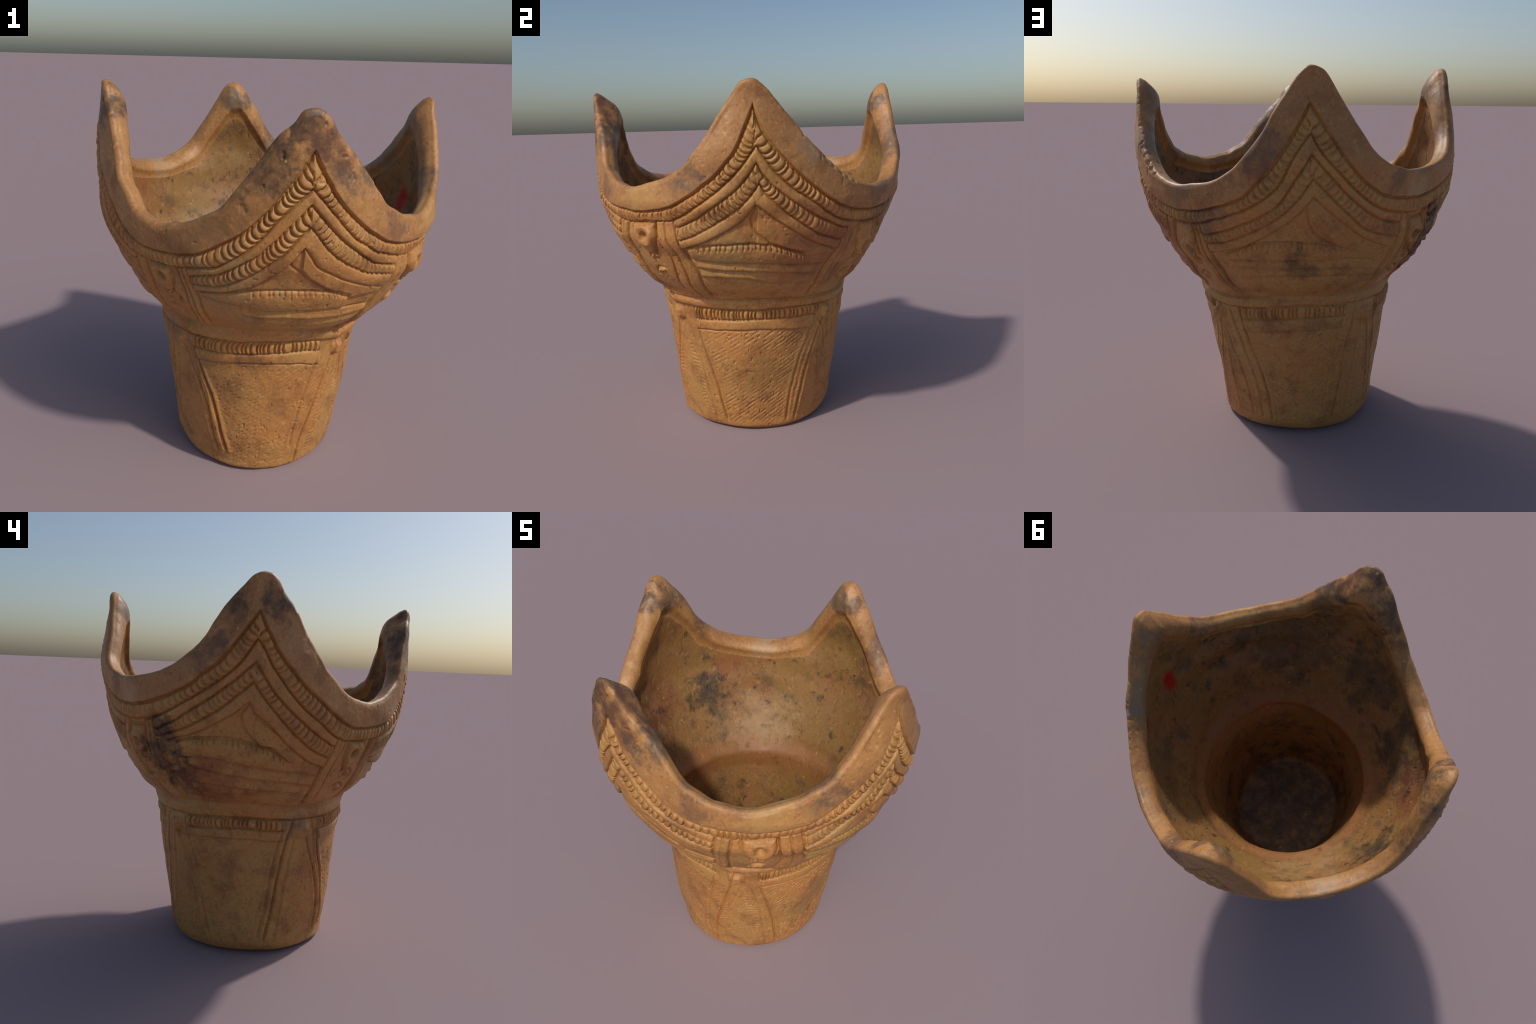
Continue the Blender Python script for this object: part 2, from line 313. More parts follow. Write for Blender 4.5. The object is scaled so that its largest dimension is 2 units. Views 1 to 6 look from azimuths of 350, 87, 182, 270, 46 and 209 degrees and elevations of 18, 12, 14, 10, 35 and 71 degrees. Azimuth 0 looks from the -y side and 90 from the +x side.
for i, p in enumerate(PILLARS):
    mid = np.mean([q[1] for q in p['left']] + [q[1] for q in p['right']])
    near = np.abs(wrap(deg - mid)) < 32
    cols = np.where(near)[0]
    Zc = Z[:, cols]; Dc = Dw[:, cols]; rc = r_out[:, cols]

    def metres(points):
        return np.radians(wrap(Dc - pchip([q[0] for q in points], [q[1] for q in points], Zc))) * rc
    a, b = metres(p['left']), metres(p['right'])
    m = smooth(-0.003, 0.003, a) * smooth(0.003, -0.003, b)
    pill[:, cols] = np.maximum(pill[:, cols], m)
    inside = (a > 0) & (b < 0)
    pid = pill_id[:, cols]; pid[inside] = i; pill_id[:, cols] = pid
    gl, gr = metres(p['g_left']), metres(p['g_right'])
    g = (0.014 * gauss(gl, 0.0065) + 0.014 * gauss(gr, 0.0065) + 0.011 * gauss(a, 0.0055) + 0.011 * gauss(b, 0.0055))
    # rounded ridges between edge and groove
    for lo, hi in ((a, gl), (gr, b)):
        w = np.maximum(lo - hi, 0.012); t = np.clip(lo / w, 0, 1)
        g -= 0.011 * np.sqrt(np.clip(1 - (2 * t - 1) ** 2, 0, 1)) * (t > 0) * (t < 1)
    # a second, shallow line splits the wider ridge
    mid_r = (gr + b) / 2
    g += 0.012 * gauss(mid_r, 0.0055) * smooth(0.0, 0.03, gr - b)
    mid_l = (a + gl) / 2
    g += 0.008 * gauss(mid_l, 0.005) * smooth(0.055, 0.075, a - gl)
    # boss with its eye, and the scroll below it
    bd, zb, zt, bw = p['boss']
    x = np.radians(wrap(Dc - bd)) * rc; y = Zw[:, cols]
    up = np.clip((y - zb) / (zt - zb), 0, 1)
    half = bw * np.minimum(1.0, (up / 0.60) ** 0.65)             # a drop, wide above and pointed below
    sd = np.maximum(np.maximum(np.abs(x) - half, y - zt), zb - y)
    g -= 0.014 * smooth(0.003, -0.022, sd)
    g += 0.010 * gauss(sd - 0.003, 0.006)
    ed, ez = p['eye']
    x = np.radians(wrap(Dc - ed)) * rc; y = (Zw[:, cols] - ez)
    rho = np.sqrt((x / 1.15) ** 2 + y ** 2)
    g += 0.028 * smooth(0.026, 0.011, rho) - 0.010 * gauss(rho - 0.041, 0.012)
    # curled hooks below the boss, each with a pit
    for k in range(2):
        x = np.radians(wrap(Dc - bd)) * rc + (0.006 if k else -0.006); y = (Zw[:, cols] - (zb - 0.020 - 0.088 * k))
        rho = np.sqrt(x ** 2 + (1.25 * y) ** 2); ang = np.arctan2(y, x)
        arc_on = smooth(-0.2, 0.5, np.sin(ang - 0.5 * (1 if i in (0, 3) else -1)))
        g += 0.013 * gauss(rho - 0.046, 0.0065) * arc_on - 0.010 * gauss(rho - 0.026, 0.011) * arc_on + 0.013 * gauss(rho - 0.004, 0.009)
    top = smooth(0.003, -0.004, d1[:, cols]) * smooth(0.86, 0.90, Zc - (around(NECK_TOP)[cols][None, :] - 0.86))
    pill_groove[:, cols] += g * m * top + (0.009 * gauss(a, 0.005) + 0.009 * gauss(b, 0.005)) * (1 - m) * top

below_rim = smooth(0.002, -0.004, d0)
below1 = smooth(0.002, -0.002, d1)
off_pillar = 1 - pill

# 1. smooth rim stands proud
h += 0.011 * smooth(-0.004, 0.005, d0)
h -= 0.012 * gauss(d0 + 0.006, 0.006)


def band(dlow, dhigh, lift, power=0.5):
    """Rounded coil between two edges (dlow > 0 above its lower edge, dhigh < 0 below its upper edge)."""
    w = np.maximum(dlow - dhigh, 1e-4)
    t = np.clip(dlow / w, 0, 1)
    inside = (dlow > 0) & (dhigh < 0)
    return t, np.where(inside, lift * np.clip(1 - (2 * t - 1) ** 2, 0, 1) ** power, 0), inside


def beads(t, S, Lmid, pitch, curve_left, curve_right, seed):
    """Nail marks: creases across the coil, bowed away from the apex."""
    n = np.cumsum(rng.uniform(0.66, 1.4, 400)) * pitch          # uneven spacing
    n = np.concatenate([-n[::-1], n])
    bow = np.where(side[None, :] < 0, curve_left, curve_right)
    cs = cosine(Lmid); lean = np.sqrt(1 - cs * cs)              # creases run square to the coil
    s = np.abs(S)[None, :] - (Zw - Lmid[None, :]) * lean[None, :] - bow * (1 - (2 * t - 1) ** 2) + 0.0025 * n_mid + wob * 0.6
    s = s + np.where(side[None, :] < 0, 3.0, 0.0)               # different marks on each arm
    n = n[n > -0.2]
    edges = n
    i = np.clip(np.searchsorted(edges, s.ravel()).reshape(s.shape), 1, len(edges) - 1)
    a, b = edges[i - 1], edges[i]
    f = np.clip((s - a) / (b - a), 0, 1)
    tall = 1 + 0.45 * hash3(i, i * 3 + 1, i * 0 + seed, 5)
    gap = np.minimum(f, 1 - f) * (b - a)                        # distance to the nearest crease
    return 1 - 0.85 * gauss(gap, 0.0048) - 0.30 * (2 * f - 1) ** 2, tall, f


worn = np.clip(1.10 - 0.25 * smooth(100, 118, deg) * smooth(205, 190, deg) - 0.30 * smooth(60, 75, deg) * smooth(118, 100, deg), 0.3, 1)[None, :] * np.clip(0.88 + 0.45 * n_big, 0.4, 1.15) * (1 - 0.45 * smooth(14, 30, np.abs(u_face)))[None, :]
S0 = along((L0 + L1) / 2)
S2 = along((L2 + L3) / 2)
# 2. first nail-marked coil (runs right round)
t, b, coil1 = band(d1, d0 + 0.006, 0.017)
bead, tall, f = beads(t, S0, (L0 + L1) / 2, 0.031, 0.015, 0.005, 1)
h += np.where(coil1, b * (1 - 0.42 * worn * (1 - bead * tall)) - 0.009 * worn * (1 - bead) * np.sqrt(b / 0.017) - 0.003, 0)
h += np.where(coil1, 0.006 * worn * (f - 0.5) * np.sqrt(b / 0.017), 0)
# 3. plain ridge, second coil, plain ridge - only on the faces
t, b, ridge1 = band(d2, d1, 0.012)
ridge1 &= pill_id < 0
h += b * off_pillar
t, b, coil2 = band(d3, d2, 0.015)
coil2 &= pill_id < 0
bead, tall, f = beads(t, S2, (L2 + L3) / 2, 0.028, 0.014, 0.005, 2)
h += np.where(coil2, b * (1 - 0.42 * worn * (1 - bead * tall)) - 0.009 * worn * (1 - bead) * np.sqrt(b / 0.015) - 0.002 + 0.005 * worn * (f - 0.5) * np.sqrt(b / 0.015), 0) * off_pillar
t, b, ridge2 = band(d4, d3, 0.010)
ridge2 &= pill_id < 0
h += b * off_pillar
for d, dep in ((d1, 0.012), (d2, 0.011), (d3, 0.010), (d4, 0.010)):
    lim = off_pillar if d is not d1 else 1.0
    h -= dep * gauss(d, 0.0045) * lim * (d > -0.05)
# field below the bands lies lower
field = smooth(0.004, -0.010, d4) * off_pillar * smooth(0.86, 0.93, Z)
h -= 0.004 * field

# 4. incised lines, lens and leaf on each face
lens_zone = np.zeros(Z.shape, bool)
for i, f in enumerate(FACES):
    u = wrap(deg - f['apex']); cols = np.where(np.abs(u) < 42)[0]
    uc = wrap(Dw[:, cols] - f['apex']); zc = Zw[:, cols]; o = off_pillar[:, cols] * smooth(0.004, -0.004, d4[:, cols])
    g = np.zeros_like(zc)

    def line(points, depth, width):
        z0 = pchip([p[0] for p in points], [p[1] for p in points], uc)
        fade = smooth(points[0][0] - 0.5, points[0][0] + 1.5, uc) * smooth(points[-1][0] + 0.5, points[-1][0] - 1.5, uc)
        return z0, depth * gauss(zc - z0, width) * fade, fade
    zt, gl, fade = line(f['lens_top'], 0.012, 0.0055)
    g += gl
    zb, gl, fb = line(f['lines'][0], 0.012, 0.0065)
    g += gl
    w = np.maximum(zt - zb, 0.01); tt = (zc - zb) / w
    ins = (tt > 0) & (tt < 1) & (fade > 0.5)
    lens_zone[:, cols] |= ins & (o > 0.5)
    g -= np.where(ins, 0.012 * np.clip(1 - (2 * tt - 1) ** 2, 0, 1) ** 0.6, 0) * fade
    # nail ticks along the lens top
    s = uc * 0.0135; k = np.floor(s / 0.027); fr = s / 0.027 - k
    jit = 0.25 * hash3(k.astype(np.int64), k.astype(np.int64) * 0 + i, k.astype(np.int64) * 0, 9)
    tick = gauss((fr - 0.5 - jit) * 0.027, 0.0042) * smooth(zt - 0.030, zt - 0.022, zc) * smooth(zt + 0.002, zt - 0.006, zc)
    tick *= (uc > f['ticks'][0]) * (uc < f['ticks'][1])
    g += (0.010 if i != 3 else 0.006) * tick
    for ln, dep in zip(f['lines'][1:], (0.012, 0.009)):
        z0, gl, fd = line(ln, dep, 0.007)
        g += gl - 0.007 * gauss(zc - z0 - 0.019, 0.013) * fd
    # leaf outline: x as a function of height, then of angle
    lf = f['leaf']
    xs = [p[0] for p in lf]; zs = [p[1] for p in lf]
    d_leaf = np.full(zc.shape, 9.0)
    for (x0, z0), (x1, z1) in zip(lf[:-1], lf[1:]):
        ax, az = np.radians(x1 - x0) * 0.80, z1 - z0
        px, pz = np.radians(uc - x0) * 0.80, zc - z0
        q = np.clip((px * ax + pz * az) / (ax * ax + az * az), 0, 1)
        d_leaf = np.minimum(d_leaf, np.hypot(px - q * ax, pz - q * az))
    g += 0.010 * gauss(d_leaf, 0.005)
    if i == 3:      # this face has a third thick ridge beside the leaf line
        right = (zc > pchip(xs, zs[::-1] if zs[0] < zs[-1] else zs, uc)) & (uc > -1)
        g -= 0.009 * smooth(0.004, 0.02, d_leaf) * right
    else:
        h_leaf = (zc < pchip([0, 20], [1.36, 1.14], uc)) & (zc > zt) & (uc > 0)
        g -= 0.006 * smooth(0.004, 0.016, d_leaf) * h_leaf
    h[:, cols] -= g * o
h -= pill_groove
h -= 0.003 * pill * smooth(0.0, -0.01, d1) * smooth(0.86, 0.93, Z)

# 5. neck ring, foot cord, foot bar
NT, NL, CL, BL = [around(q) for q in (NECK_TOP, NECK_LOW, CORD_LOW, BAR_LOW)]
dNT, dNL, dCL, dBL = [Zw - L[None, :] for L in (NT, NL, CL, BL)]
t, b, neck = band(dNL, dNT, 0.016)
h += b - 0.009 * gauss(dNT, 0.006) - 0.009 * gauss(dNL, 0.005)
foot_on = np.zeros(COLS)
for a, b2 in FOOT_FACES:
    w = (b2 - a) % 360; q = (deg - a) % 360
    foot_on = np.maximum(foot_on, smooth(0, 1.2, q) * smooth(w, w - 1.2, q))
foot_on = foot_on[None, :]
t, b, cord = band(dCL, dNL + 0.004, 0.013)
cord &= foot_on > 0.5
bead, tall, f = beads(t, u_face * np.pi / 180 * 0.55, (NL + CL) / 2, 0.023, 0.008, 0.003, 3)
soft = 0.55 + 0.45 * hash3(face_id * 7, face_id, face_id, 2)[None, :]
h += np.where(cord, b * (0.55 + 0.45 * bead * tall) - 0.007 * (1 - bead) * np.sqrt(b / 0.013), 0) * foot_on
t, b, bar = band(dBL, dCL, 0.009, 0.35)
bar &= foot_on > 0.5
h += b * foot_on
h -= (0.008 * gauss(dCL, 0.005) + 0.007 * gauss(dBL, 0.005)) * foot_on
# 6. incised lines and knobs on the foot
on_foot = smooth(0.004, -0.004, dNL)
smoothed = np.zeros_like(Z)                                  # the clay was wiped flat beside every line
for pts, dep in FOOT_LINES:
    pts = sorted(pts)
    mid = np.mean([q[1] for q in pts])
    cols = np.where(np.abs(wrap(deg - mid)) < 30)[0]
    zc = Z[:, cols]
    d = np.radians(wrap(Dw[:, cols] - pchip([q[0] for q in pts], [q[1] for q in pts], zc))) * r_out[:, cols]
    win = smooth(pts[0][0] - 0.01, pts[0][0] + 0.03, zc) * smooth(pts[-1][0] + 0.02, pts[-1][0] - 0.01, zc)
    dep = dep * (0.8 + 0.35 * n_big[:, cols])
    smoothed[:, cols] = np.maximum(smoothed[:, cols], np.exp(-(d / 0.032) ** 4) * win)
    h[:, cols] -= (0.0095 * dep * gauss(d, 0.0058) - 0.0045 * dep * gauss(np.abs(d) - 0.017, 0.011)) * win * on_foot[:, cols]
for kd, kz, kw, kh in KNOBS:
    x = np.radians(wrap(D - kd)) * r_out; y = Zw - kz
    rr = ((np.abs(x) / kw) ** 3 + (np.abs(y) / kh) ** 3) ** (1 / 3)
    h += 0.026 * smooth(1.05, 0.40, rr) * on_foot
foot_pill = (np.broadcast_to(foot_on < 0.5, Z.shape)) & (dNL < 0)

h *= (1 - 0.26 * smooth(58, 72, deg) * smooth(142, 125, deg))[None, :]      # the weathered side is softer

# 7. cord-rolled texture: slanting rows of little dents
arc = T * 0.49
foot_face = smooth(0.0, 1.0, foot_on) * smooth(0.0, -0.02, dBL)
rowd = (Z - 0.62 * arc) / 1.177; alo = (arc + 0.62 * Z) / 1.177
rowd = rowd + 0.004 * n_mid
kk = np.floor(rowd / 0.021).astype(np.int64); fr = rowd / 0.021 - kk - 0.5
k2 = np.floor(alo / 0.024 + 0.37 * (kk % 3)).astype(np.int64); fr2 = alo / 0.024 + 0.37 * (kk % 3) - k2 - 0.5
on = hash3(kk, k2, kk * 0, 31)
dent = gauss(fr * 0.021, 0.0040) * gauss(fr2 * 0.024, 0.0125) * np.clip(0.55 + on, 0, 1.3)
strength = np.array([1.0, 0.55, 0.55, 0.55])[face_id][None, :] * np.clip(0.75 + 0.9 * n_big, 0.1, 1.4)
h -= 0.0050 * dent * strength * foot_face * (1 - 0.9 * smoothed) * smooth(0.03, 0.08, Z)
# short combed strokes on the pillar of the foot
for cd, dd in ((311, 1), (296, .6), (48, .5), (212, .6), (136, .4)):
    x = np.radians(wrap(Dw - cd + (0.55 - Z) * (-14 if cd in (311, 48) else 6))) * 0.49
    comb = (0.5 + 0.5 * np.sin(Zw / 0.0235 * 2 * np.pi + 2.5 * n_mid)) ** 2
    h -= 0.0042 * dd * comb * smooth(0.034, 0.020, np.abs(x)) * smooth(0.60, 0.50, Z) * smooth(0.05, 0.1, Z) * np.clip(0.6 + 1.2 * n_mid, 0, 1)

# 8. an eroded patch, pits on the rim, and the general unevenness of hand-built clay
cx = np.radians(wrap(D - 150.5)) * 0.78
rough = gauss(np.hypot(cx / 0.95, (Z - 1.10 + 0.9 * cx) / 1.7), 0.105)
h += rough * (0.010 * n_mid + 0.007 * n_small - 0.007)
pit_rim = smooth(0, 0.02, d0)
h -= 0.0055 * smooth(0.62, 0.85, noise(P0, 0.022, 41)) * pit_rim * smooth(-0.1, 0.5, n_big)
h -= 0.004 * smooth(0.66, 0.9, noise(P0, 0.017, 42)) * (1 - pit_rim)
h += 0.0042 * n_big + 0.0016 * n_mid + 0.0008 * n_small + 0.0004 * n_fine

# ------------------------------------------------------------------ rim cap, inner wall, floor, underside
# square section of the edge: (depth below the edge, distance inward)
CAP = [(0.014, 0.0004), (0.0100, 0.0015), (0.0065, 0.0034), (0.0036, 0.0062), (0.0016, 0.0095), (0.0004, 0.0135), (0.000, 0.018), (0.0004, 0.0235),
       (0.0020, 0.031), (0.0045, 0.0385), (0.0085, 0.046), (0.0135, 0.0535), (0.0195, 0.0605), (0.0265, 0.067), (0.035, 0.0728), (0.044, 0.0775), (0.054, 0.0812),
       (0.064, 0.084), (0.074, 0.0858), (0.082, 0.0862), (0.090, 0.0852), (0.098, 0.0830), (0.107, 0.0800), (0.117, 0.0765), (0.129, 0.0735), (0.144, 0.0715)]
INNER = 130
WALL = [(0.0, 0.12), (0.14, 0.092), (0.25, 0.078), (0.60, 0.068), (0.76, 0.058), (0.83, 0.054), (0.89, 0.072), (0.96, 0.088), (1.05, 0.090), (1.20, 0.078), (1.32, 0.068), (2.2, 0.066)]
FLOOR_Z = 0.125
INNER_SQUARE = 0.72

flat = 0.64                                                  # the rim top is broad and slopes gently inward
near_peak = np.max([gauss(wrap(deg - a), 15) for a in PEAKS], axis=0)
capz = []
for k, (p, q) in enumerate(CAP):
    if q < 0.018 and k < 8:
        drop = p * K * (1 - 0.3 * near_peak)
    else:                                                    # towards a tip the top rolls over ever steeper, so the tip is slim
        slope = float(pchip([0.0, 0.028, 0.045, 0.060, 0.078, 0.0862], [0.0, 0.001, 0.020, 0.045, 0.092, 0.140], np.array([q]))[0]) if p <= 0.082 else 0.140 + (p - 0.082) * 1.1
        drop = (1 - near_peak) * flat * p * K + near_peak * slope
    capz.append(H - drop)
capz = np.array(capz)
capq = np.array([np.full(COLS, q) for p, q in CAP])
capT = np.broadcast_to(th, capz.shape)
# the band is a little wider at the peaks
lip = capz[-1]
# inside, the wall stays rounder than the outside, so the peaks are thick behind their corners
q_end = outer_radius(th, lip) - 0.006 - (outer_radius(th, lip, INNER_SQUARE) - 0.006 - 0.0715)
q_end = q_end + 0.026 * gauss(wrap(deg - 270.6), 13) - 0.010 * gauss(wrap(deg - 317), 28)
q_end = np.maximum(q_end, 0.056)
q_end = np.convolve(np.r_[q_end[-20:], q_end, q_end[:20]], kern, 'valid')
capq = capq * (1 + (q_end[None, :] / 0.0715 - 1) * smooth(0.02, 0.08, capq))
capr = outer_radius(capT, capz) - 0.006 - capq
cap_h = np.full(capz.shape, 0.011) * smooth(0.03, 0.0, capq)
vi = np.linspace(0, 1, INNER)[1:]
zi = lip[None, :] + (FLOOR_Z + 0.03 - lip[None, :]) * vi[:, None]
Ti = np.broadcast_to(th, zi.shape)
wall = np.interp(zi, [w[0] for w in WALL], [w[1] for w in WALL])
blend = smooth(0.14, 0.0, vi)[:, None]
ri = outer_radius(Ti, zi, INNER_SQUARE) - 0.006 - wall
ri = ri + ((outer_radius(Ti, zi) - 0.006 - q_end[None, :]) - ri) * blend
# soften the inner fold at the neck
# floor: rounded corner then flat disc
fl = [(0.020, 0.005), (0.012, 0.012), (0.006, 0.022), (0.002, 0.038)]
r_last = ri[-1]; t_last = zi[-1]
fz = [np.full(COLS, FLOOR_Z + a) for a, b in fl]; frr = [r_last - b for a, b in fl]
for s in np.linspace(1, 0.015, 22)[1:]:
    fz.append(np.full(COLS, FLOOR_Z)); frr.append((r_last - 0.038) * s)
fz = np.array(fz); frr = np.array(frr)
# underside: from the centre out to the foot edge
us = np.linspace(0.02, 1, 14)[:-1]
uz = np.array([np.full(COLS, 0.004 * smooth(1, 0.9, s)) for s in us]); ur = np.array([r_out[0] * s for s in us])

rows_r = np.concatenate([ur, r_out, capr, ri, frr]); rows_z = np.concatenate([uz, z_out, capz, zi, fz])
n_u, n_o, n_c, n_i, n_f = len(ur), ROWS, len(CAP), len(ri), len(frr)
TT = np.broadcast_to(th, rows_r.shape)
# the two discs are centred on the wall they meet
P = np.stack([rows_r * np.cos(TT), rows_r * np.sin(TT), rows_z], -1)


def grid_normals(P):
    dt = np.roll(P, -1, 1) - np.roll(P, 1, 1)
    dv = np.empty_like(P)
    dv[1:-1] = P[2:] - P[:-2]; dv[0] = P[1] - P[0]; dv[-1] = P[-1] - P[-2]
    n = np.cross(dt, dv)
    return n / np.maximum(np.linalg.norm(n, axis=-1, keepdims=True), 1e-12)


N = grid_normals(P)
rel = np.zeros(rows_r.shape)
o0 = n_u; c0 = o0 + n_o; i0 = c0 + n_c; f0 = i0 + n_i
rel[o0:c0] = h * smooth(0.0, 0.02, Z)
rel[c0:i0] = cap_h
Pin = P[c0:]
nb, nm, ns = noise(Pin, 0.14, 51), noise(Pin, 0.045, 52), noise(Pin, 0.016, 53)
rel[c0:i0] += (0.0030 * nb + 0.0013 * nm + 0.0005 * ns)[:n_c]
# pitted edge on one corner and on the peaks
angc = deg[None, :]
pitmask = np.clip(gauss(wrap(angc - 24), 14) + 0.5 * gauss(wrap(angc - 188), 9) + 0.4 * gauss(wrap(angc - 283), 12), 0, 1)
rel[c0:i0] -= 0.008 * smooth(0.15, 0.6, noise(P[c0:i0], 0.026, 61)) * pitmask * smooth(0.075, 0.0, capq)
rel[i0:f0] += (0.0050 * nb + 0.0011 * nm + 0.0004 * ns)[n_c:n_c + n_i]
rel[i0:f0] -= 0.004 * smooth(0.6, 0.85, noise(P[i0:f0], 0.02, 62))
rel[f0:] += (0.0015 * nb + 0.001 * nm)[n_c + n_i:]
rel[:o0] = 0
P = P + N * rel[..., None]
P[..., 2] = np.maximum(P[..., 2], 0.0)
P[..., 2] *= 2.0 / P[..., 2].max()
N = grid_normals(P)

# ------------------------------------------------------------------ regions -> parts
(UNDER, FOOT, FOOT_PILLAR, FOOT_CORD, FOOT_BAR, NECK, BOWL, LENS, PILLAR, COIL, RIDGE, COIL2, RIDGE2, RIMR, PEAK, INWALL, INFOOT, FLOOR) = range(18)
nrow = P.shape[0]
reg = np.zeros((nrow, COLS), np.int16)
R = np.full(Z.shape, BOWL)
R[lens_zone] = LENS
R[pill_id >= 0] = PILLAR
R[ridge1] = RIDGE; R[coil2] = COIL2; R[ridge2] = RIDGE2
R[coil1 | ((d1 > 0) & (d0 < 0))] = COIL
R[d0 >= 0] = RIMR
R[(d0 >= 0) & (Z > 1.62)] = PEAK
R[dNT < 0] = NECK
R[dNL < 0] = FOOT
R[foot_pill] = FOOT_PILLAR
R[cord] = FOOT_CORD; R[bar] = FOOT_BAR
reg[:o0] = UNDER
reg[o0:c0] = R
reg[c0:i0] = np.where(capz > 1.62 - 0.00, PEAK, RIMR)
reg[i0:f0] = np.where(zi > 0.88, INWALL, INFOOT)
reg[f0:] = FLOOR
owner = np.zeros((nrow, COLS), np.int16)                     # which repeat a face belongs to
quarter = face_id.astype(np.int16)
corner = np.argmin(np.abs(wrap(deg[:, None] - np.array([48, 137, 221, 317])[None, :])), 1).astype(np.int16)
owner[:] = quarter[None, :]
for k in (PILLAR, FOOT_PILLAR):
    owner = np.where(reg == k, corner[None, :], owner)
for k in (UNDER, FOOT, NECK, BOWL, COIL, RIMR, INWALL, INFOOT, FLOOR):
    owner[reg == k] = 0

idx = np.arange(nrow * COLS).reshape(nrow, COLS)
a = idx[:-1]; b = np.roll(idx, -1, 1)[:-1]; c = np.roll(idx, -1, 1)[1:]; d = idx[1:]
quads = np.stack([a, b, c, d], -1).reshape(-1, 4)
fkey = (reg[:-1] * 8 + owner[:-1]).ravel()
V = P.reshape(-1, 3).astype(np.float32); VN = N.reshape(-1, 3).astype(np.float32)
fan = {UNDER: (idx[0], True), FLOOR: (idx[-1], False)}

# ------------------------------------------------------------------ materials
class Nodes:
    def __init__(self, name):
        self.mat = bpy.data.materials.new(name); self.mat.use_nodes = True
        self.t = self.mat.node_tree; self.t.nodes.clear()
        self.out = self.t.nodes.new('ShaderNodeOutputMaterial')
        self.co = self.t.nodes.new('ShaderNodeTexCoord').outputs['Object']

    def link(self, a, b):
        self.t.links.new(a, b)

    def put(self, sock, v):
        if isinstance(v, bpy.types.NodeSocket):
            self.link(v, sock)
        elif isinstance(v, (tuple, list)) and len(v) == 3 and sock.type == 'RGBA':
            sock.default_value = (*v, 1)
        else:
            sock.default_value = v

    def noise(self, scale, detail=4, rough=0.55, off=(0, 0, 0), stretch=(1, 1, 1), dist=0.0):
        m = self.t.nodes.new('ShaderNodeMapping'); self.link(self.co, m.inputs['Vector'])
        m.inputs['Location'].default_value = off; m.inputs['Scale'].default_value = stretch
        n = self.t.nodes.new('ShaderNodeTexNoise'); self.link(m.outputs[0], n.inputs['Vector'])
        n.inputs['Scale'].default_value = scale; n.inputs['Detail'].default_value = detail
        n.inputs['Roughness'].default_value = rough; n.inputs['Distortion'].default_value = dist
        return n.outputs[0]

    def voronoi(self, scale, off=(0, 0, 0)):
        m = self.t.nodes.new('ShaderNodeMapping'); self.link(self.co, m.inputs['Vector']); m.inputs['Location'].default_value = off
        nz = self.t.nodes.new('ShaderNodeTexNoise'); self.link(m.outputs[0], nz.inputs['Vector']); nz.inputs['Scale'].default_value = 60
        ad = self.t.nodes.new('ShaderNodeVectorMath'); ad.operation = 'MULTIPLY_ADD'
        self.link(nz.outputs['Color'], ad.inputs[0]); ad.inputs[1].default_value = (0.03, 0.03, 0.03); self.link(m.outputs[0], ad.inputs[2])
        n = self.t.nodes.new('ShaderNodeTexVoronoi'); self.link(ad.outputs[0], n.inputs['Vector']); n.inputs['Scale'].default_value = scale
        return n

    def math(self, op, a, b=0.0, c=0.0):
        n = self.t.nodes.new('ShaderNodeMath'); n.operation = op
        for s, v in zip(n.inputs, (a, b, c)):
            self.put(s, v)
        return n.outputs[0]

    def ramp(self, v, lo, hi, to0=0.0, to1=1.0):
        n = self.t.nodes.new('ShaderNodeMapRange'); n.interpolation_type = 'SMOOTHSTEP'
        for k, q in zip(('Value', 'From Min', 'From Max', 'To Min', 'To Max'), (v, lo, hi, to0, to1)):
            self.put(n.inputs[k], q)
        return n.outputs[0]

    def mix(self, f, a, b, mode='MIX'):
        n = self.t.nodes.new('ShaderNodeMix'); n.data_type = 'RGBA'; n.blend_type = mode
        self.put(n.inputs[0], f); self.put(n.inputs[6], a); self.put(n.inputs[7], b)
        return n.outputs[2]

    def blob(self, centre, radius, rough_noise, amount=0.5, squash=(1, 1, 1)):
        """A ragged patch round a point of the object."""
        n = self.t.nodes.new('ShaderNodeVectorMath'); n.operation = 'SUBTRACT'
        self.link(self.co, n.inputs[0]); n.inputs[1].default_value = centre
        s = self.t.nodes.new('ShaderNodeVectorMath'); s.operation = 'MULTIPLY'
        self.link(n.outputs[0], s.inputs[0]); s.inputs[1].default_value = squash
        l = self.t.nodes.new('ShaderNodeVectorMath'); l.operation = 'LENGTH'
        self.link(s.outputs[0], l.inputs[0])
        d = self.math('ADD', self.math('DIVIDE', l.outputs['Value'], radius), self.math('MULTIPLY', self.math('SUBTRACT', rough_noise, 0.5), amount * 4))
        return self.ramp(d, 1.15, 0.45)

    def finish(self, colour, rough, bump_h, bump, spec=0.5):
        p = self.t.nodes.new('ShaderNodeBsdfPrincipled')
        self.put(p.inputs['Base Color'], colour); self.put(p.inputs['Roughness'], rough)
        p.inputs['Specular IOR Level'].default_value = spec
        bn = self.t.nodes.new('ShaderNodeBump'); bn.inputs['Strength'].default_value = bump; bn.inputs['Distance'].default_value = 0.004
        self.link(bump_h, bn.inputs['Height']); self.link(bn.outputs[0], p.inputs['Normal'])
        self.link(p.outputs[0], self.out.inputs[0])
        return self.mat


def polar(d, r, z):
    return (r * np.cos(radians(d)), r * np.sin(radians(d)), z)


def srgb(*c):
    return tuple((x / 255 / 12.92) if x / 255 < 0.04045 else ((x / 255 + 0.055) / 1.055) ** 2.4 for x in c)


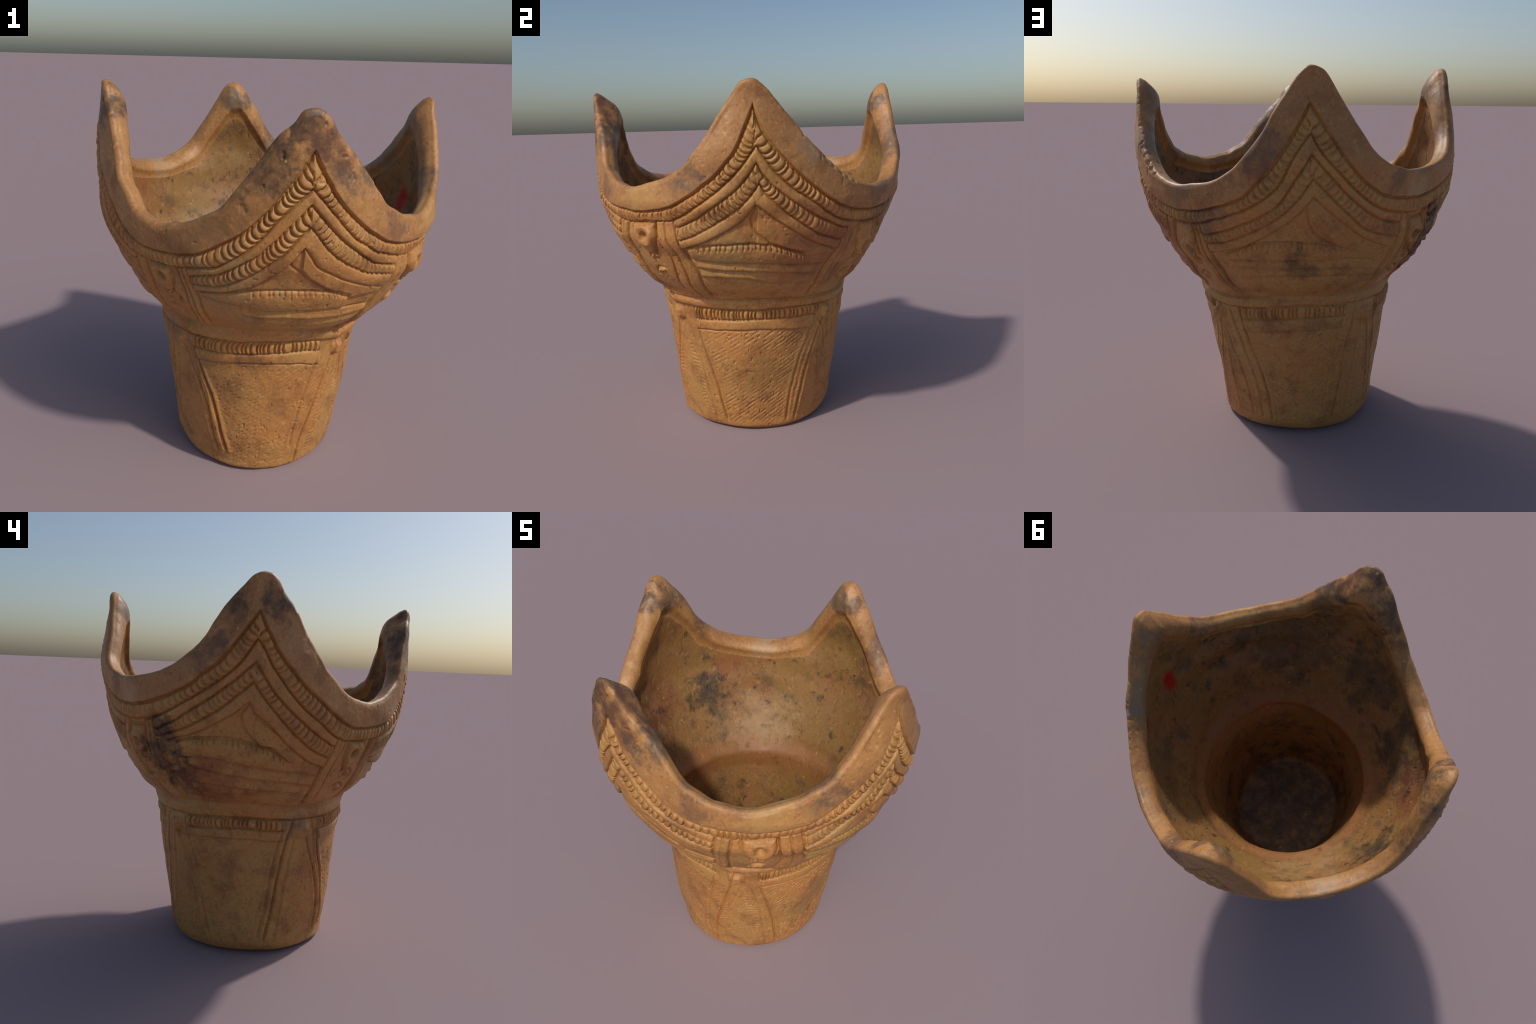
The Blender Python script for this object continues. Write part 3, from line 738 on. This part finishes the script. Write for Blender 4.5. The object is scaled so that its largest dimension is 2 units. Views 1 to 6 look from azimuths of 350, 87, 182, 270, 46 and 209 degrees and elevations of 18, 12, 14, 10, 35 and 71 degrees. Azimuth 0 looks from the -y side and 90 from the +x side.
OCHRE, ORANGE, BROWN, UMBER, SOOT, BUFF = srgb(182, 134, 74), srgb(184, 126, 68), srgb(136, 88, 50), srgb(94, 64, 42), srgb(56, 46, 40), srgb(206, 164, 100)
RUST, GREY = srgb(150, 70, 40), srgb(128, 122, 112)


def clay(name, kind):
    m = Nodes(name)
    big = m.noise(2.3, 4, 0.6, (1.3, 0.2, 4)); mid = m.noise(7, 5, 0.62, (4, 9, 2)); sm = m.noise(26, 4, 0.6, (7, 1, 3)); fine = m.noise(60, 4, 0.65)
    rag = m.noise(9, 5, 0.65, (2, 5, 8)); broken = m.noise(17, 5, 0.7, (5, 2, 9))
    sep = m.t.nodes.new('ShaderNodeSeparateXYZ'); m.link(m.co, sep.inputs[0]); z = sep.outputs['Z']
    if kind == 'inner':
        col = m.mix(m.ramp(big, 0.35, 0.65), srgb(142, 106, 56), srgb(148, 102, 58))
        col = m.mix(m.ramp(mid, 0.50, 0.68, 0, 0.75), col, srgb(96, 76, 50))
        col = m.mix(m.ramp(sm, 0.55, 0.72, 0, 0.5), col, srgb(168, 130, 76))
    else:
        a, b = (OCHRE, ORANGE) if kind == 'wall' else (srgb(168, 118, 68), srgb(182, 130, 76))
        col = m.mix(m.ramp(big, 0.38, 0.62), a, b)
        col = m.mix(m.ramp(mid, 0.48, 0.68, 0, 0.62 if kind == 'wall' else 0.55), col, BROWN)
        col = m.mix(m.ramp(sm, 0.57, 0.74, 0, 0.45), col, BUFF if kind == 'wall' else srgb(196, 148, 96))
    col = m.mix(m.ramp(fine, 0.50, 0.72, 0, 0.42), col, UMBER)
    pale = m.noise(60, 3, 0.6, (9, 9, 1))
    col = m.mix(m.ramp(pale, 0.56, 0.72, 0, 0.40), col, srgb(206, 166, 98) if kind != 'inner' else srgb(172, 134, 80))
    # soot and fire clouds outside; plain dark, pale and tinted patches inside
    patches = {
        'wall': [(polar(148, .80, 1.17), .16, SOOT, .80, (1, 1, .8)), (polar(153, .74, 1.02), .12, SOOT, .70, (1, 1, 1)), (polar(94, .74, 1.03), .10, SOOT, .55, (1, 1, .8)),
                 (polar(60, .86, 1.28), .16, srgb(88, 80, 72), .5, (1, 1, 1)), (polar(245, .80, 1.15), .22, srgb(150, 132, 92), .5, (1, 1, 1)),
                 (polar(345, .80, 1.12), .18, srgb(166, 138, 84), .5, (1, 1, 1)), (polar(25, .75, 1.08), .25, srgb(150, 92, 58), .6, (1, 1, 1)),
                 (polar(225, .5, .62), .14, srgb(132, 100, 66), .5, (1, 1, 1)), (polar(252, .53, .70), .09, UMBER, .5, (1, 1, 2)), (polar(8, .49, .33), .20, srgb(168, 128, 70), .6, (1, 1, 1.4)),
                 (polar(168, .78, 1.0), .22, srgb(140, 76, 46), .6, (1, 1, 1.5)), (polar(205, .55, .77), .08, srgb(110, 100, 88), .5, (1, 1, 1))],
        'rim': [(polar(268, .87, 1.90), .12, SOOT, .8, (1, 1, 1)), (polar(258, .86, 1.74), .20, srgb(86, 64, 42), .95, (1, 1, 1)), (polar(276, .86, 1.80), .13, srgb(104, 68, 46), .85, (1, 1, 1)),
                (polar(187, .84, 1.87), .10, SOOT, .8, (1, 1, 1)), (polar(174, .84, 1.86), .09, SOOT, .75, (1, 1, 1)), (polar(166, .87, 1.66), .10, srgb(84, 58, 48), .7, (1, 1, 1)),
                (polar(181, .70, 1.86), .09, srgb(82, 70, 58), .7, (1, 1, 1)), (polar(98, .72, 1.87), .08, srgb(92, 82, 68), .75, (1, 1, 1)), (polar(90, .74, 1.87), .07, srgb(70, 64, 58), .7, (1, 1, 1)),
                (polar(300, .88, 1.43), .08, srgb(96, 72, 58), .5, (1, 1, 1)), (polar(52, .87, 1.40), .10, srgb(92, 76, 62), .6, (1, 1, 1)), (polar(125, .87, 1.46), .08, srgb(100, 82, 64), .55, (1, 1, 1)),
                (polar(80, .87, 1.60), .16, srgb(96, 72, 58), .7, (1, 1, 1)), (polar(20, .76, 1.62), .14, srgb(128, 122, 104), .7, (1, 1, 1)), (polar(4, .74, 1.80), .12, srgb(112, 104, 86), .7, (1, 1, 1)),  # grey patch at 20 degrees: sky reflection on the inner slope painted into the colour
                (polar(340, .80, 1.50), .12, srgb(74, 68, 66), .6, (1, 1, 1)), (polar(285, .75, 1.62), .14, srgb(80, 72, 62), .7, (1, 1, 1)), (polar(135, .82, 1.45), .10, srgb(178, 150, 116), .6, (1, 1, 1)),
                (polar(322, .87, 1.42), .14, srgb(190, 146, 84), .7, (1, 1, 1)), (polar(240, .87, 1.44), .20, srgb(132, 98, 60), .75, (1, 1, 1))],
        'inner': [(polar(212, .74, 1.15), .27, srgb(72, 56, 38), .8, (1, 1, .9)), (polar(163, .74, 1.22), .15, srgb(56, 46, 38), .85, (1, 1, .9)), (polar(192, .72, 1.28), .16, srgb(118, 58, 36), .5, (1, 1, .8)), (polar(300, .74, 1.25), .35, srgb(84, 66, 44), .7, (1, 1, 1)),
                  (polar(255, .74, 1.22), .25, srgb(78, 62, 46), .7, (1, 1, 1)), (polar(45, .75, 1.2), .25, srgb(110, 84, 52), .6, (1, 1, 1)),
                  (polar(135, .60, 1.0), .22, srgb(172, 134, 92), .6, (1, 1, 1)), (polar(120, .78, 1.35), .20, srgb(156, 120, 64), .5, (1, 1, 1)), (polar(150, .80, 1.40), .12, RUST, .45, (1, 1, 1)),
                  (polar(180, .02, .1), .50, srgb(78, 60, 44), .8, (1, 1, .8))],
    }[kind]
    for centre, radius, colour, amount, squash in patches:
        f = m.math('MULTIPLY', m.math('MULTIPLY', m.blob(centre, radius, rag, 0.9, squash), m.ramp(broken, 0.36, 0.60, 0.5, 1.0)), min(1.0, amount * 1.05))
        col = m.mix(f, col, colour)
    if kind == 'inner':
        col = m.mix(m.math('MULTIPLY', m.ramp(m.noise(11, 5, 0.7, (3, 3, 7)), 0.56, 0.68), 0.75), col, srgb(58, 48, 40))
        col = m.mix(m.math('MULTIPLY', m.ramp(m.noise(15, 4, 0.7, (13, 3, 1)), 0.62, 0.70), 0.7), col, srgb(150, 62, 40))
        ring = m.math('MULTIPLY', m.ramp(m.math('ABSOLUTE', m.math('SUBTRACT', z, 0.84)), 0.16, 0.03), 0.5)
        col = m.mix(ring, col, srgb(150, 92, 50))
        # a painted red mark below the rim
        flat = m.noise(40, 2, 0.5)
        col = m.mix(m.blob((0.775, 0.014, 1.375), 0.090, flat, 0.04, (0.2, 1.6, 1.0)), col, srgb(176, 22, 20))
    # pale grit
    v = m.voronoi(34, (3, 1, 2)); w = m.t.nodes.new('ShaderNodeSeparateColor'); m.link(v.outputs['Color'], w.inputs[0])
    speck = m.math('MULTIPLY', m.ramp(v.outputs['Distance'], 0.30, 0.16), m.math('GREATER_THAN', w.outputs[0], 0.86 if kind == 'rim' else 0.93))
    col = m.mix(m.math('MULTIPLY', speck, m.ramp(sm, 0.40, 0.62, 0.0, 0.6)), col, srgb(206, 164, 100))
    v = m.voronoi(48, (8, 4, 6)); w = m.t.nodes.new('ShaderNodeSeparateColor'); m.link(v.outputs['Color'], w.inputs[0])
    speck = m.math('MULTIPLY', m.ramp(v.outputs['Distance'], 0.26, 0.14), m.math('GREATER_THAN', w.outputs[0], 0.92))
    col = m.mix(m.math('MULTIPLY', speck, 0.5), col, srgb(66, 50, 38))
    rough = m.ramp(mid, 0.3, 0.7, *({'rim': (0.46, 0.60), 'wall': (0.48, 0.64), 'inner': (0.54, 0.68)}[kind]))
    bh = m.math('ADD', m.math('MULTIPLY', sm, 0.6), m.math('MULTIPLY', fine, 0.45))
    return m.finish(col, rough, bh, 0.5 if kind != 'rim' else 0.3)


WALL_MAT = clay('fired_clay', 'wall'); RIM_MAT = clay('burnished_clay', 'rim'); IN_MAT = clay('inner_clay', 'inner')

# ------------------------------------------------------------------ objects
root = bpy.data.objects.new('clay_pot', None)
bpy.context.scene.collection.objects.link(root)
root['label'] = 'earthenware pot with flaring bowl, four pointed rim peaks and nail-marked coils'
root['category'] = 'clay pot'


def build(name, keys, mat, parent):
    m = np.isin(fkey, keys)
    q = quads[m]
    polys = [q]
    used, inv = np.unique(q, return_inverse=True)
    inv = inv.reshape(-1, 4)
    co = V[used]; nn = VN[used]
    loops = inv.ravel(); starts = np.arange(len(q)) * 4; totals = np.full(len(q), 4)
    extra = [fan[k // 8] for k in keys if k // 8 in fan]
    for ring, flip in extra:
        pos = np.searchsorted(used, ring)
        ring_loop = pos[::-1] if flip else pos
        starts = np.r_[starts, len(loops)]; totals = np.r_[totals, len(ring_loop)]
        loops = np.r_[loops, ring_loop]
    me = bpy.data.meshes.new(name)
    me.vertices.add(len(co)); me.vertices.foreach_set('co', co.ravel())
    me.loops.add(len(loops)); me.loops.foreach_set('vertex_index', loops.astype(np.int32))
    me.polygons.add(len(starts)); me.polygons.foreach_set('loop_start', starts.astype(np.int32))
    me.polygons.foreach_set('use_smooth', np.ones(len(starts), bool))
    me.update(calc_edges=True)
    me.validate()
    me.normals_split_custom_set_from_vertices(nn.tolist())
    me.materials.append(mat)
    ob = bpy.data.objects.new(name, me)
    bpy.context.scene.collection.objects.link(ob)
    ob.parent = parent
    return ob


def repeats(name, region, mat, parent, n=4):
    for k in range(n):
        if (fkey == region * 8 + k).any():
            build(name, [region * 8 + k], mat, parent)


rim = build('rim', [RIMR * 8], RIM_MAT, root)
repeats('peak', PEAK, RIM_MAT, rim)
bowl = build('bowl', [BOWL * 8], WALL_MAT, root)
build('nail_marked_coil', [COIL * 8], WALL_MAT, bowl)
repeats('nail_marked_coil', COIL2, WALL_MAT, bowl)
repeats('ridge', RIDGE, WALL_MAT, bowl)
repeats('ridge', RIDGE2, WALL_MAT, bowl)
repeats('lens_panel', LENS, WALL_MAT, bowl)
repeats('pillar', PILLAR, WALL_MAT, bowl)
build('neck_ring', [NECK * 8], WALL_MAT, root)
foot = build('foot', [FOOT * 8], WALL_MAT, root)
repeats('foot_pillar', FOOT_PILLAR, WALL_MAT, foot)
repeats('foot_cord', FOOT_CORD, WALL_MAT, foot)
repeats('foot_bar', FOOT_BAR, WALL_MAT, foot)
build('underside', [UNDER * 8], WALL_MAT, foot)
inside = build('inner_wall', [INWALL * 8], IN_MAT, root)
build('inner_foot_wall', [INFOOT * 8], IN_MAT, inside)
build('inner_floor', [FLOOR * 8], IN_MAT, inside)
